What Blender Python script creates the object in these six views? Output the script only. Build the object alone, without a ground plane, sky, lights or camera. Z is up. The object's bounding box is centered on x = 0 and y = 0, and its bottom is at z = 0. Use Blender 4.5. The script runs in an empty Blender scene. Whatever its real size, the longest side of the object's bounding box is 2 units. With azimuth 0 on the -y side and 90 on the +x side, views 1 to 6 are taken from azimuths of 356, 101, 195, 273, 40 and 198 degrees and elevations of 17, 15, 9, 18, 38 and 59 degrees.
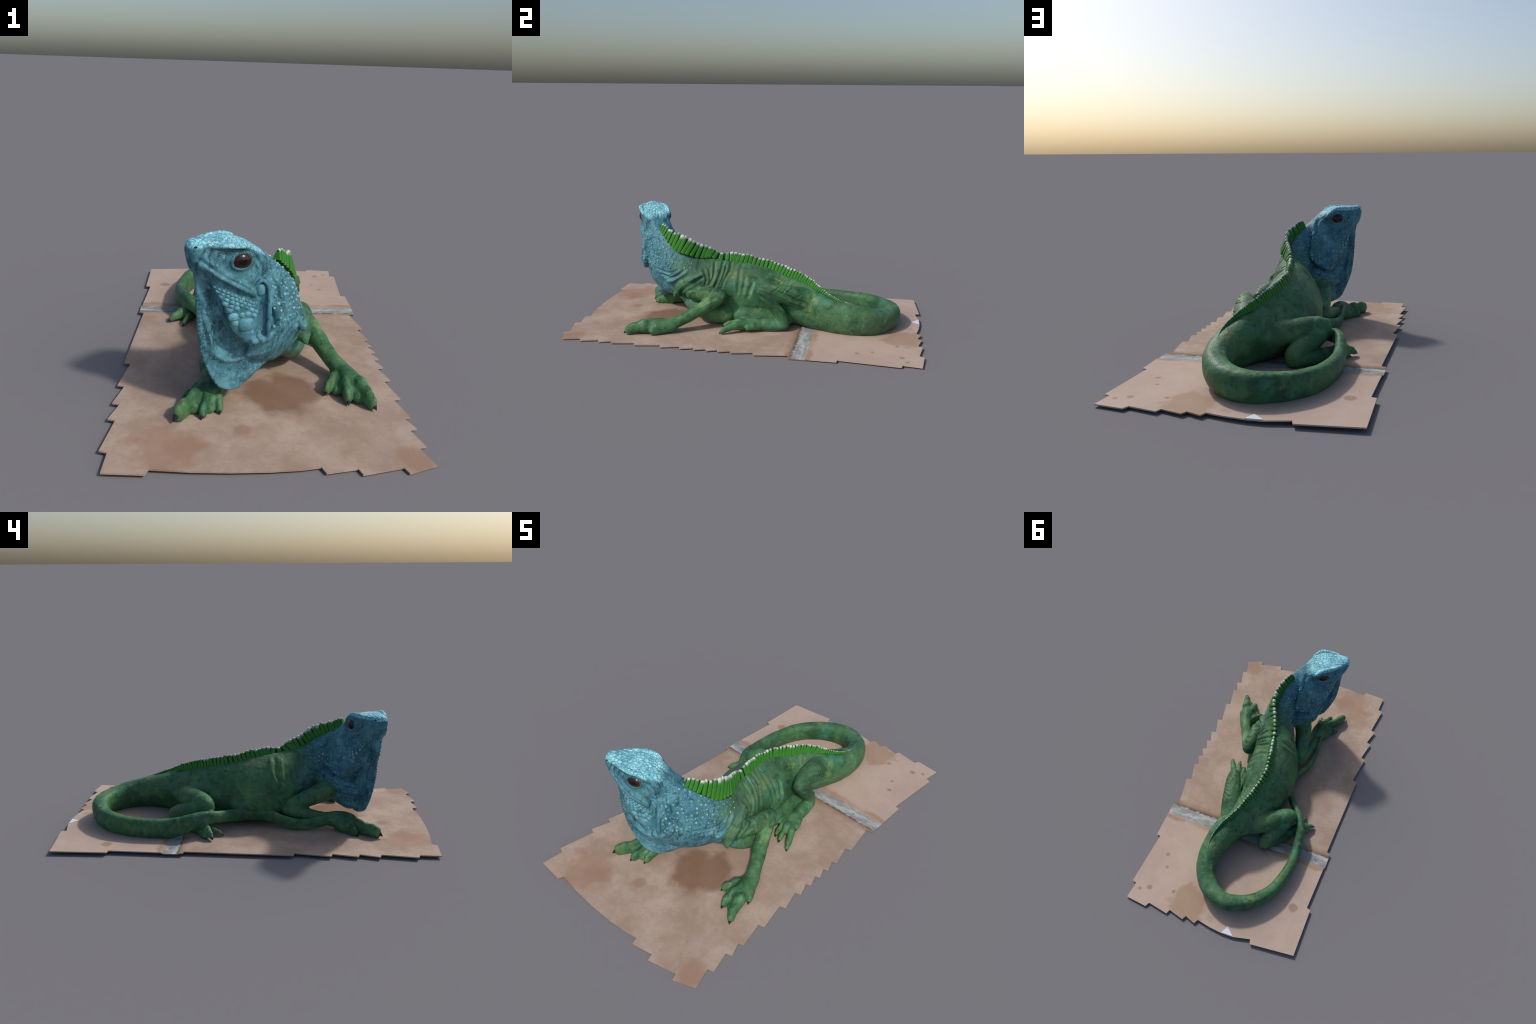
# Painted iguana statue resting on a ragged-edged patch of tiled floor.
import bpy, bmesh, math, random
import numpy as np
from mathutils import Vector, Matrix, noise, kdtree, bvhtree

random.seed(7)
rng = np.random.default_rng(7)
scene = bpy.context.scene
V = lambda *a: np.array(a, float)

# ----------------------------------------------------------------- helpers
def spline(P, n):
    """Catmull-Rom (centripetal-ish, uniform) through the rows of P, n samples."""
    P = np.asarray(P, float)
    k = len(P)
    t = np.linspace(0, k - 1 - 1e-9, n)
    i = t.astype(int)
    u = (t - i)[:, None]
    g = lambda j: P[np.clip(j, 0, k - 1)]
    p0, p1, p2, p3 = g(i - 1), g(i), g(i + 1), g(i + 2)
    return 0.5 * (2 * p1 + (p2 - p0) * u + (2 * p0 - 5 * p1 + 4 * p2 - p3) * u**2 + (3 * p1 - p0 - 3 * p2 + p3) * u**3)

def unit(a):
    return a / (np.linalg.norm(a, axis=-1, keepdims=True) + 1e-12)

def skin_rings(rings):
    """Closed tube through rings (m, n, 3) with fan caps."""
    m, n, _ = rings.shape
    verts = np.concatenate([rings.reshape(-1, 3), rings[0].mean(0)[None], rings[-1].mean(0)[None]])
    f = []
    for a in range(m - 1):
        for b in range(n):
            c = (b + 1) % n
            f.append((a * n + b, a * n + c, (a + 1) * n + c, (a + 1) * n + b))
    for b in range(n):
        c = (b + 1) % n
        f.append((m * n, c, b))
        f.append((m * n + 1, (m - 1) * n + b, (m - 1) * n + c))
    return verts, f

def mesh_object(name, verts, faces, mat=None, parent=None, smooth=True):
    me = bpy.data.meshes.new(name)
    me.from_pydata([tuple(map(float, v)) for v in verts], [], [tuple(map(int, f)) for f in faces])
    me.update()
    if smooth:
        me.polygons.foreach_set("use_smooth", [True] * len(me.polygons))
    ob = bpy.data.objects.new(name, me)
    scene.collection.objects.link(ob)
    if mat:
        me.materials.append(mat)
    if parent:
        ob.parent = parent
    return ob

# list of (label, verts, faces) that get fused into one skin
FLESH = []

def slices(label, rows, n_long, n_ring=40, left_drop=lambda y: 0.0):
    """Body of upright slices along a plan path.
    rows: x, y, z of widest level, z top, z bottom, half width, roundness above, roundness below
    (roundness 1 = roof-shaped, 2 = elliptical, 3 = boxy)"""
    R = spline(rows, n_long)
    tan = unit(np.gradient(R[:, :2], axis=0))
    side = np.c_[-tan[:, 1], tan[:, 0]]
    th = np.linspace(0, 2 * np.pi, n_ring, endpoint=False)
    c, s = np.cos(th), np.sin(th)
    rings = np.zeros((n_long, n_ring, 3))
    for k in range(n_long):
        x, y, zm, zt, zb, hw, pu, pd = R[k]
        p = np.where(s > 0, pu, pd)
        cx = np.sign(c) * np.abs(c) ** (2 / p)
        sx = np.sign(s) * np.abs(s) ** (2 / p)
        rings[k, :, 0] = x + side[k, 0] * hw * cx
        rings[k, :, 1] = y + side[k, 1] * hw * cx
        zl = zm - left_drop(y) * np.clip(cx * 3, 0, 1)     # widest level sits lower on the animal's left
        rings[k, :, 2] = zl + np.where(sx > 0, sx * (zt - zl), sx * (zl - zb))
    FLESH.append((label, *skin_rings(rings)))
    return R

def tube(label, rows, n_long=40, n_ring=24, flat=1.0, knuckles=False):
    """Limb: rows x, y, z, radius; flat scales the section in its upright direction."""
    R = spline(rows, n_long)
    P, r = R[:, :3], np.maximum(R[:, 3], 0.003)
    if knuckles:                                            # bony joints along a toe
        u = np.linspace(0, 1, n_long)
        swell = np.exp(-((u - .42) / .09) ** 2) + .9 * np.exp(-((u - .78) / .08) ** 2)
        r = r * (.86 + .12 * swell)
        P = P + V(0, 0, .003) * swell[:, None]
    t = unit(np.gradient(P, axis=0))
    # rounded ends: add shrinking rings
    up = np.tile(V(0.0, 0.0, 1.0), (n_long, 1))
    a = np.cross(t, up)
    bad = np.linalg.norm(a, axis=1) < 0.2
    a[bad] = np.cross(t[bad], V(0, 1, 0))
    a = unit(a)
    b = np.cross(a, t)
    th = np.linspace(0, 2 * np.pi, n_ring, endpoint=False)
    circ = lambda p, rr, aa, bb: p + rr * (np.cos(th)[:, None] * aa + flat * np.sin(th)[:, None] * bb)
    rings = []
    for q in (0.98, 0.8, 0.45):
        rings.append(circ(P[0] - t[0] * r[0] * q, r[0] * math.sqrt(1 - q * q), a[0], b[0]))
    for k in range(n_long):
        rings.append(circ(P[k], r[k], a[k], b[k]))
    for q in (0.45, 0.8, 0.98):
        rings.append(circ(P[-1] + t[-1] * r[-1] * q, r[-1] * math.sqrt(1 - q * q), a[-1], b[-1]))
    FLESH.append((label, *skin_rings(np.array(rings))))

# ----------------------------------------------------------------- torso and tail
TORSO = [
    (.085, -.48, .30, .37, .24, .03, 1.7, 2.0),
    (.082, -.44, .28, .42, .17, .075, 1.6, 2.0),
    (.068, -.36, .25, .425, .09, .098, 1.6, 2.0),
    (.037, -.25, .215, .400, .020, .120, 1.65, 2.2),
    (.000, -.13, .20, .382, .010, .148, 1.6, 2.4),
    (-.015, 0.0, .185, .358, .015, .158, 1.6, 2.3),
    (-.015, .10, .18, .336, .010, .144, 1.55, 2.2),
    (.000, .20, .165, .311, .010, .124, 1.55, 2.0),
    (.040, .30, .155, .281, .008, .106, 1.6, 1.8),
    (.092, .40, .145, .247, .006, .088, 1.8, 1.6),
    (.128, .50, .125, .218, .005, .073, 2.4, 1.6),
]
TAIL = [
    (0.092, 0.400, 0.145, 0.247, 0.006, 0.088, 1.800, 1.600),
    (0.128, 0.500, 0.125, 0.218, 0.005, 0.073, 2.400, 1.600),
    (0.143, 0.600, 0.112, 0.190, 0.005, 0.060, 2.600, 1.700),
    (0.123, 0.698, 0.102, 0.166, 0.004, 0.055, 2.700, 1.800),
    (0.060, 0.779, 0.090, 0.149, 0.004, 0.053, 2.600, 1.800),
    (-0.030, 0.821, 0.082, 0.140, 0.004, 0.048, 2.600, 1.800),
    (-0.130, 0.803, 0.076, 0.131, 0.004, 0.044, 2.600, 1.800),
    (-0.218, 0.745, 0.072, 0.124, 0.004, 0.039, 2.600, 1.800),
    (-0.283, 0.659, 0.070, 0.120, 0.004, 0.035, 2.600, 1.800),
    (-0.318, 0.550, 0.068, 0.117, 0.004, 0.032, 2.500, 1.900),
    (-0.332, 0.441, 0.070, 0.118, 0.006, 0.030, 2.400, 2.000),
    (-0.328, 0.342, 0.082, 0.128, 0.020, 0.028, 2.300, 2.000),
    (-0.311, 0.250, 0.108, 0.147, 0.055, 0.026, 2.200, 2.000),
    (-0.279, 0.180, 0.114, 0.147, 0.072, 0.023, 2.200, 2.000),
    (-0.235, 0.120, 0.102, 0.133, 0.065, 0.021, 2.200, 2.000),
    (-0.176, 0.040, 0.090, 0.122, 0.050, 0.020, 2.200, 2.000),
    (-0.142, -0.050, 0.085, 0.117, 0.045, 0.019, 2.200, 2.000),
    (-0.160, -0.140, 0.080, 0.110, 0.040, 0.018, 2.200, 2.000),
    (-0.192, -0.220, 0.062, 0.090, 0.022, 0.017, 2.200, 2.000),
    (-0.206, -0.310, 0.052, 0.079, 0.016, 0.016, 2.200, 2.000),
    (-0.209, -0.390, 0.068, 0.097, 0.030, 0.014, 2.200, 2.000),
    (-0.203, -0.455, 0.085, 0.117, 0.050, 0.012, 2.200, 2.000),
]
slices("torso", TORSO, 110, 64, lambda y: float(np.interp(y, [-.35, -.2, .25, .45], [0, .032, .042, 0])))
slices("tail", TAIL, 240, 40)
tube("torso", [(.090, -.37, .175, .048), (.130, -.29, .120, .058), (.145, -.20, .090, .060), (.130, -.12, .080, .058)], 30)
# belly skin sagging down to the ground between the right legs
tube("torso", [(.090, -.13, .07, .045), (.108, -.05, .075, .056), (.108, .05, .070, .054), (.098, .14, .065, .048), (.095, .22, .06, .045)], 30)

# ----------------------------------------------------------------- neck
NECK = [
    (.066, -.30, .25, .41, .14, .090, 1.7, 2.0),
    (.070, -.38, .29, .452, .14, .086, 1.7, 2.0),
    (.056, -.46, .34, .496, .15, .080, 1.8, 2.0),
    (.026, -.525, .37, .540, .16, .079, 1.8, 2.0),
    (-.010, -.575, .42, .572, .18, .078, 1.9, 2.0),
    (-.07, -.615, .45, .585, .22, .065, 2.0, 2.0),
]
slices("neck", NECK, 50, 48)
# chest skin sweeping from the dewlap to the shoulder, with the shoulder flap
tube("neck", [(.100, -.33, .315, .034), (.128, -.40, .302, .034), (.148, -.448, .272, .022), (.156, -.466, .255, .010)], 24)
tube("neck", [(-.02, -.45, .25, .070), (-.075, -.520, .240, .058), (-.108, -.572, .228, .042), (-.125, -.61, .22, .028)], 24)
tube("dewlap", [(-.112, -.605, .140, .026), (-.098, -.562, .135, .032), (-.062, -.512, .175, .050)], 24)
tube("neck", [(-.04, -.47, .195, .050), (-.085, -.535, .185, .043), (-.108, -.580, .170, .033)], 24)
tube("foreleg", [(.120, -.33, .255, .055), (.150, -.378, .218, .042), (.170, -.405, .195, .024), (.178, -.418, .180, .010)], 20)
tube("neck", [(.12, -.44, .265, .026), (.06, -.505, .218, .024), (-.01, -.548, .168, .024), (-.07, -.595, .130, .020)], 30)

# ----------------------------------------------------------------- head: upright cross-sections along the facing direction
H0 = V(-.116, -.64, 0)
HF = unit(V(-.915, -.40, 0))
HL = V(HF[1], -HF[0], 0)
def head_point(f, l, z):
    return H0 + HF * f + HL * l + V(0, 0, z)

# f station, sideways shift, [(z, half width) from crown to dewlap edge]
HEAD = [
    (.160, .000, [(.638, .004), (.632, .012), (.623, .018), (.612, .018), (.604, .013), (.600, .008), (.597, .005), (.595, .004), (.593, .003), (.592, .002)]),
    (.148, .002, [(.651, .008), (.645, .024), (.630, .031), (.612, .032), (.592, .027), (.578, .018), (.568, .012), (.562, .008), (.558, .005), (.556, .003)]),
    (.130, .004, [(.651, .014), (.644, .032), (.625, .039), (.600, .042), (.575, .040), (.558, .030), (.545, .020), (.535, .012), (.528, .008), (.522, .004)]),
    (.112, .006, [(.650, .018), (.644, .040), (.622, .046), (.598, .050), (.572, .050), (.548, .040), (.520, .022), (.490, .010), (.400, .008), (.290, .004)]),
    (.080, .009, [(.648, .025), (.642, .053), (.620, .056), (.590, .060), (.560, .063), (.525, .058), (.482, .038), (.452, .014), (.320, .010), (.190, .005)]),
    (.040, .014, [(.647, .030), (.640, .072), (.620, .068), (.585, .069), (.540, .075), (.480, .078), (.405, .068), (.366, .046), (.335, .016), (.118, .006)]),
    (.000, .017, [(.646, .030), (.639, .081), (.620, .074), (.585, .070), (.540, .080), (.460, .084), (.365, .082), (.316, .066), (.286, .022), (.094, .007)]),
    (-.040, .024, [(.634, .030), (.624, .074), (.600, .073), (.560, .074), (.510, .083), (.440, .090), (.345, .095), (.296, .086), (.262, .030), (.088, .008)]),
    (-.080, .033, [(.612, .026), (.602, .056), (.575, .073), (.530, .079), (.480, .086), (.420, .094), (.352, .101), (.308, .093), (.272, .040), (.105, .010)]),
    (-.120, .040, [(.581, .022), (.570, .046), (.545, .062), (.500, .074), (.450, .086), (.400, .098), (.362, .105), (.330, .099), (.290, .050), (.135, .014)]),
    (-.150, .047, [(.556, .018), (.545, .036), (.530, .050), (.490, .065), (.450, .080), (.410, .098), (.387, .105), (.368, .095), (.330, .050), (.160, .014)]),
]
def head_loft():
    st = []
    for f, c, prof in HEAD:
        prof = spline([(z, w) for z, w in prof], 40)
        st.append(np.c_[np.full(40, f), np.full(40, c), prof])
    st = np.array(st)                      # stations, 40, (f, c, z, w)
    n = 70
    fine = np.stack([spline(st[:, j], n) for j in range(40)], 1)
    rings = np.zeros((n, 80, 3))
    for k in range(n):
        f, c, z, w = fine[k].T
        w = np.maximum(w, .002)
        c = c * np.interp(z, [.50, .57], [1.0, .42])          # the jaw hangs a little to the left of the skull
        left = H0 + HF * f[:, None] + HL * (c + w)[:, None] + V(0, 0, 1) * z[:, None]
        right = H0 + HF * f[:, None] + HL * (c - w)[:, None] + V(0, 0, 1) * z[:, None]
        rings[k, :40], rings[k, 40:] = left, right[::-1]
    return skin_rings(rings[::-1])
hv, hf = head_loft()
FLESH.append(("head", hv, hf))
# brow ridges, snout rim and jowl flaps
for sgn in (1, -1):
    hp = lambda f, l, z, r, s=sgn: (*head_point(f, l * s + (.0 if f > 0 else -f * .22), z), r)
    tube("head", [hp(.10, .046, .640, .008), hp(.05, .066, .640, .010), hp(.0, .078, .638, .012), hp(-.035, .076, .622, .012), hp(-.058, .074, .590, .010)], 30, 12)
    tube("head", [hp(.13, .030, .590, .010), hp(.07, .058, .545, .012), hp(.01, .074, .510, .014), hp(-.05, .074, .470, .014)], 30, 12)
# left jowl flares out behind
tube("head", [(*head_point(-.135, .102, .500), .014), (*head_point(-.150, .132, .440), .014), (*head_point(-.165, .160, .385), .012), (*head_point(-.118, .152, .332), .012), (*head_point(-.045, .120, .300), .012)], 36, 14)
tube("head", [(*head_point(-.10, -.05, .50), .016), (*head_point(-.13, -.058, .42), .018), (*head_point(-.15, -.065, .35), .018), (*head_point(-.11, -.062, .305), .016), (*head_point(-.05, -.074, .305), .012)], 36, 14)

# eyelids: two rings around each eye
EYE_F, EYE_Z, EYE_L, EYE_C = -.002, .587, .077, .009
for sgn in (1, -1):
    for ra, rb, tr, out in ((.035, .027, .0060, .006), (.048, .038, .0065, -.003)):
        ring = [(*head_point(EYE_F + ra * math.cos(t), EYE_C + sgn * (EYE_L + out + .10 * -abs(ra * math.cos(t)) ), EYE_Z + rb * math.sin(t) - .12 * ra * math.cos(t)), tr)
                for t in np.linspace(-.3, 2 * math.pi + .1, 15)]
        tube("head", ring, 60, 10)
# ear drum rim and the skin fold that runs from it down the jowl
for cl, sg in ((-.066, -1), (.108, 1)):
    tube("head", [(*head_point(-.055, cl - .002 * sg, .490), .006), (*head_point(-.078, cl, .510), .007), (*head_point(-.100, cl + .002 * sg, .488), .008),
                  (*head_point(-.106, cl + .006 * sg, .444), .009), (*head_point(-.102, cl + .012 * sg, .380), .009), (*head_point(-.100, cl + .012 * sg, .330), .009), (*head_point(-.108, cl + .006 * sg, .300), .008)], 40, 12)

# ----------------------------------------------------------------- limbs
# right foreleg (folded, elbow pointing back) and its hand
tube("foreleg", [(.120, -.37, .235, .060), (.155, -.33, .218, .052), (.184, -.25, .208, .043), (.190, -.17, .205, .040), (.190, -.135, .200, .036)], 40)
tube("foreleg", [(.190, -.140, .195, .038), (.213, -.19, .166, .038), (.253, -.27, .120, .036), (.293, -.345, .078, .032), (.320, -.40, .060, .034)], 40)
tube("forefoot", [(.316, -.39, .054, .036), (.333, -.45, .050, .044), (.345, -.50, .050, .042), (.345, -.53, .044, .034)], 20)
tube("forefoot", [(.335, -.49, .044, .040), (.358, -.57, .034, .026)], 14)
tube("forefoot", [(.308, -.465, .042, .034), (.290, -.515, .030, .020)], 14)
RIGHT_HAND = [
    [(.310, -.42, .046, .024), (.275, -.475, .040, .020), (.252, -.512, .029, .016)],
    [(.325, -.46, .050, .024), (.318, -.530, .046, .022), (.317, -.582, .029, .017)],
    [(.345, -.48, .053, .024), (.368, -.560, .050, .023), (.398, -.622, .034, .019)],
    [(.350, -.47, .053, .024), (.378, -.545, .054, .022), (.388, -.606, .045, .017)],
    [(.345, -.43, .046, .022), (.370, -.462, .040, .019), (.384, -.488, .030, .015)],
]
# left foreleg
tube("foreleg", [(-.055, -.465, .215, .062), (-.090, -.415, .192, .054), (-.115, -.32, .155, .045), (-.132, -.240, .120, .038)], 40)
tube("foreleg", [(-.132, -.235, .105, .038), (-.145, -.30, .095, .040), (-.160, -.37, .080, .034), (-.172, -.44, .072, .032)], 36)
tube("forefoot", [(-.172, -.44, .070, .036), (-.172, -.50, .068, .046), (-.182, -.555, .062, .046), (-.195, -.59, .05, .036)], 20)
tube("forefoot", [(-.205, -.575, .044, .040), (-.238, -.64, .034, .026)], 14)
tube("forefoot", [(-.180, -.595, .040, .030), (-.182, -.640, .028, .018)], 14)
tube("forefoot", [(-.205, -.525, .044, .036), (-.240, -.575, .032, .022)], 14)
LEFT_HAND = [
    [(-.195, -.535, .054, .028), (-.245, -.630, .048, .024), (-.287, -.698, .042, .024)],
    [(-.195, -.500, .044, .026), (-.235, -.550, .036, .021), (-.268, -.585, .028, .018)],
    [(-.180, -.560, .048, .026), (-.195, -.625, .040, .020), (-.207, -.675, .026, .016)],
    [(-.160, -.550, .044, .024), (-.152, -.605, .036, .018), (-.148, -.645, .027, .014)],
]
# right hindleg: knee up and outward, foot forward
tube("hindleg", [(.090, .36, .17, .074), (.128, .28, .205, .060), (.158, .19, .232, .049), (.176, .125, .246, .040), (.184, .098, .250, .032)], 44)
tube("hindleg", [(.184, .098, .242, .034), (.184, .140, .190, .036), (.172, .195, .120, .034), (.166, .222, .065, .032)], 36)
tube("hindfoot", [(.166, .222, .048, .032), (.178, .15, .046, .036), (.186, .07, .046, .036), (.200, .02, .044, .032)], 30)
RIGHT_FOOT = [
    [(.205, .03, .048, .024), (.262, -.05, .052, .020), (.292, -.110, .026, .013)],
    [(.190, .03, .052, .024), (.218, -.04, .060, .018), (.238, -.106, .046, .012)],
    [(.175, .04, .052, .022), (.185, -.03, .052, .016), (.195, -.080, .036, .011)],
    [(.205, .09, .042, .022), (.228, .05, .044, .018), (.240, .024, .040, .014)],
]
# left hindleg lies flat, tail resting over the foot
tube("hindleg", [(.030, .32, .125, .072), (-.040, .325, .142, .062), (-.115, .280, .156, .054), (-.190, .222, .162, .048), (-.220, .200, .158, .043)], 44)
tube("hindleg", [(-.222, .200, .142, .044), (-.190, .275, .112, .046), (-.145, .350, .088, .044), (-.125, .388, .070, .040)], 36)
tube("hindfoot", [(-.125, .385, .045, .036), (-.19, .320, .042, .034), (-.25, .250, .042, .032), (-.29, .215, .045, .028)], 30)
LEFT_FOOT = [
    [(-.275, .225, .048, .026), (-.325, .185, .050, .022), (-.366, .160, .034, .012)],
    [(-.270, .240, .042, .024), (-.315, .215, .034, .016), (-.345, .197, .026, .010)],
    [(-.265, .210, .045, .022), (-.290, .155, .040, .015), (-.305, .115, .028, .010)],
]
for group, lab in ((RIGHT_HAND, "forefoot"), (LEFT_HAND, "forefoot"), (RIGHT_FOOT, "hindfoot"), (LEFT_FOOT, "hindfoot")):
    for finger in group:
        tube(lab, finger, 28, 14, knuckles=True, flat=1.7 if lab == "forefoot" else 1.3)

# ----------------------------------------------------------------- fuse into one skin
lab_list, allv, allf, lab_of = [], [], [], []
off = 0
for lab, v, f in FLESH:
    allv.append(v)
    allf += [tuple(i + off for i in q) for q in f]
    lab_of += [lab] * len(v)
    off += len(v)
allv = np.concatenate(allv)
raw = mesh_object("raw", allv, allf)
md = raw.modifiers.new("r", "REMESH")
md.mode = "VOXEL"
md.voxel_size = 0.0036
dg = bpy.context.evaluated_depsgraph_get()
em = raw.evaluated_get(dg).to_mesh()
nv = len(em.vertices)
co = np.empty(nv * 3); em.vertices.foreach_get("co", co); co = co.reshape(-1, 3)
quads = [tuple(p.vertices) for p in em.polygons]
edges = np.empty(len(em.edges) * 2, int); em.edges.foreach_get("vertices", edges); edges = edges.reshape(-1, 2)
raw.evaluated_get(dg).to_mesh_clear()
bpy.data.objects.remove(raw)

deg = np.bincount(edges.ravel(), minlength=nv).astype(float)[:, None]
def relax(c, n, lam=0.5):
    for _ in range(n):
        s = np.zeros_like(c)
        np.add.at(s, edges[:, 0], c[edges[:, 1]])
        np.add.at(s, edges[:, 1], c[edges[:, 0]])
        c = c + lam * (s / np.maximum(deg, 1) - c)
    return c
def taubin(c, n):
    for _ in range(n):
        c = relax(c, 1, .55)
        c = relax(c, 1, -.53)
    return c
co = relax(co, 2)
co = taubin(co, 10)

tri = np.array([(q[0], q[1], q[2]) for q in quads] + [(q[0], q[2], q[3]) for q in quads if len(q) == 4])
def vnormals(c):
    n = np.cross(c[tri[:, 1]] - c[tri[:, 0]], c[tri[:, 2]] - c[tri[:, 0]])
    o = np.zeros_like(c)
    for k in range(3):
        np.add.at(o, tri[:, k], n)
    return unit(o)

# labels by nearest source vertex
kd = kdtree.KDTree(len(allv))
for i, p in enumerate(allv):
    kd.insert(p, i)
kd.balance()
label = np.array([lab_of[kd.find(p)[1]] for p in co])
hrel = co - H0
hfw, hlt = hrel @ HF, hrel @ HL
jaw = np.interp(hfw, [-.16, -.12, -.05, .0, .04, .09, .13], [.36, .32, .28, .30, .35, .44, .53])
label[(label == "head") & (co[:, 2] < jaw)] = "dewlap"

# ----------------------------------------------------------------- surface relief: folds, creases, crown plates
nrm = vnormals(co)
def line_distance(p2, pts):
    """distance of 2-D points to a smooth curve, and position 0..1 along it"""
    c = spline(pts, 8 * len(pts))
    best = np.full(len(p2), 9.0); at = np.zeros(len(p2))
    for k in range(len(c) - 1):
        d = c[k + 1] - c[k]
        t = np.clip(((p2 - c[k]) @ d) / (d @ d + 1e-12), 0, 1)
        q = np.hypot(*(p2 - c[k] - t[:, None] * d).T)
        m = q < best
        best[m] = q[m]; at[m] = (k + t[m]) / (len(c) - 1)
    return best, at
move = np.zeros(nv)
def fold(plane, pts, depth, width, where=None):
    """Groove (depth < 0) or ridge (depth > 0) seen square on from one side of the animal."""
    if plane in ("right", "left"):
        p2, face = co[:, 1:], nrm[:, 0] * (1 if plane == "right" else -1)
    else:
        p2, face = np.c_[hfw, co[:, 2]], (nrm @ HL) * (1 if plane == "head_left" else -1)
    m = face > .05
    if where is not None:
        m &= where
    i = np.where(m)[0]
    lo, hi = np.min(pts, 0) - 4 * width, np.max(pts, 0) + 4 * width
    i = i[((p2[i] > lo) & (p2[i] < hi)).all(1)]
    if not len(i): return
    d, t = line_distance(p2[i], pts)
    taper = np.clip(np.minimum(t, 1 - t) * 6, .12, 1)
    prof = np.exp(-(d / width) ** 2)
    if depth < 0:
        prof -= .45 * np.exp(-((d - 1.9 * width) / width) ** 2)
    move[i] += depth * prof * taper * np.clip(face[i] * 2, 0, 1)
trunk = np.isin(label, ["torso", "neck", "foreleg"]) & (co[:, 2] > .10)
R_SIDE = trunk & (co[:, 0] > .03)
for pts, dep, wid in (
    ([(-.262, .335), (-.242, .299), (-.237, .265), (-.252, .229)], -.006, .007),
    ([(-.232, .340), (-.218, .300), (-.222, .262), (-.240, .228)], -.005, .006),
    ([(-.204, .376), (-.197, .308), (-.221, .237)], -.006, .007),
    ([(-.156, .384), (-.165, .298), (-.192, .227)], -.006, .007),
    ([(-.137, .360), (-.140, .310), (-.165, .240)], -.004, .005),
    ([(-.119, .381), (-.111, .330), (-.140, .271), (-.146, .224)], -.005, .007),
    ([(-.047, .377), (-.053, .308), (-.050, .194)], -.004, .009),
    ([(-.015, .300), (-.022, .240), (-.030, .185)], -.003, .008),
    ([(.028, .271), (.005, .184)], -.006, .010),
    ([(-.248, .313), (-.294, .290), (-.352, .258), (-.393, .220), (-.417, .184)], .008, .010),
    ([(-.250, .296), (-.302, .268), (-.349, .234), (-.373, .207), (-.368, .155)], -.009, .008),
    ([(-.255, .250), (-.300, .240), (-.335, .222), (-.352, .193), (-.327, .160)], -.007, .007),
    ([(-.268, .232), (-.310, .215), (-.326, .190), (-.310, .172)], .004, .006),
    ([(-.153, .203), (-.200, .186), (-.250, .165), (-.300, .150)], -.006, .007),
    ([(-.359, .332), (-.418, .291), (-.483, .281), (-.524, .290)], -.009, .008),
    ([(-.336, .331), (-.412, .280), (-.472, .238)], .007, .012),
    ([(-.400, .330), (-.450, .305), (-.520, .310), (-.560, .318)], -.006, .007),
):
    fold("right", pts, dep, wid, R_SIDE)
HIP = np.isin(label, ["torso", "tail", "hindleg"]) & (co[:, 0] > .05)
for pts, dep, wid in (
    ([(.292, .278), (.260, .262), (.234, .243)], -.0035, .004), ([(.199, .275), (.155, .249)], -.003, .004),
    ([(.318, .232), (.270, .212)], -.003, .004), ([(.235, .270), (.215, .240)], -.0025, .004),
    ([(.088, .282), (.150, .268), (.205, .246), (.260, .222), (.310, .19)], -.010, .008),   # thigh against flank
    ([(.085, .235), (.130, .208), (.185, .170), (.240, .130)], -.008, .008),               # thigh against shin
    ([(.297, .203), (.352, .178), (.369, .134)], -.008, .009), ([(.40, .16), (.41, .11)], -.005, .006),
):
    fold("right", pts, dep, wid, HIP)
L_SIDE = trunk & (co[:, 0] < .05)
for pts, dep, wid in (
    ([(-.129, .375), (-.144, .299), (-.186, .229)], .005, .009), ([(-.190, .369), (-.206, .250)], .005, .008),
    ([(-.158, .375), (-.170, .299), (-.200, .235)], -.005, .009),
    ([(-.237, .316), (-.274, .234), (-.305, .212)], -.007, .009), ([(-.283, .375), (-.278, .299), (-.295, .244)], -.006, .009),
    ([(-.344, .344), (-.428, .296), (-.511, .259)], .006, .010), ([(-.330, .320), (-.420, .276), (-.500, .245)], -.007, .007),
    ([(-.314, .264), (-.386, .270), (-.463, .250), (-.510, .240)], -.005, .006),
    ([(-.382, .229), (-.437, .246), (-.479, .235), (-.488, .209), (-.460, .170)], -.006, .006),
    ([(-.027, .181), (-.115, .199), (-.186, .237)], .005, .010),
):
    fold("left", pts, dep, wid, L_SIDE)
HEADY = np.isin(label, ["head", "dewlap", "neck"])
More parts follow.
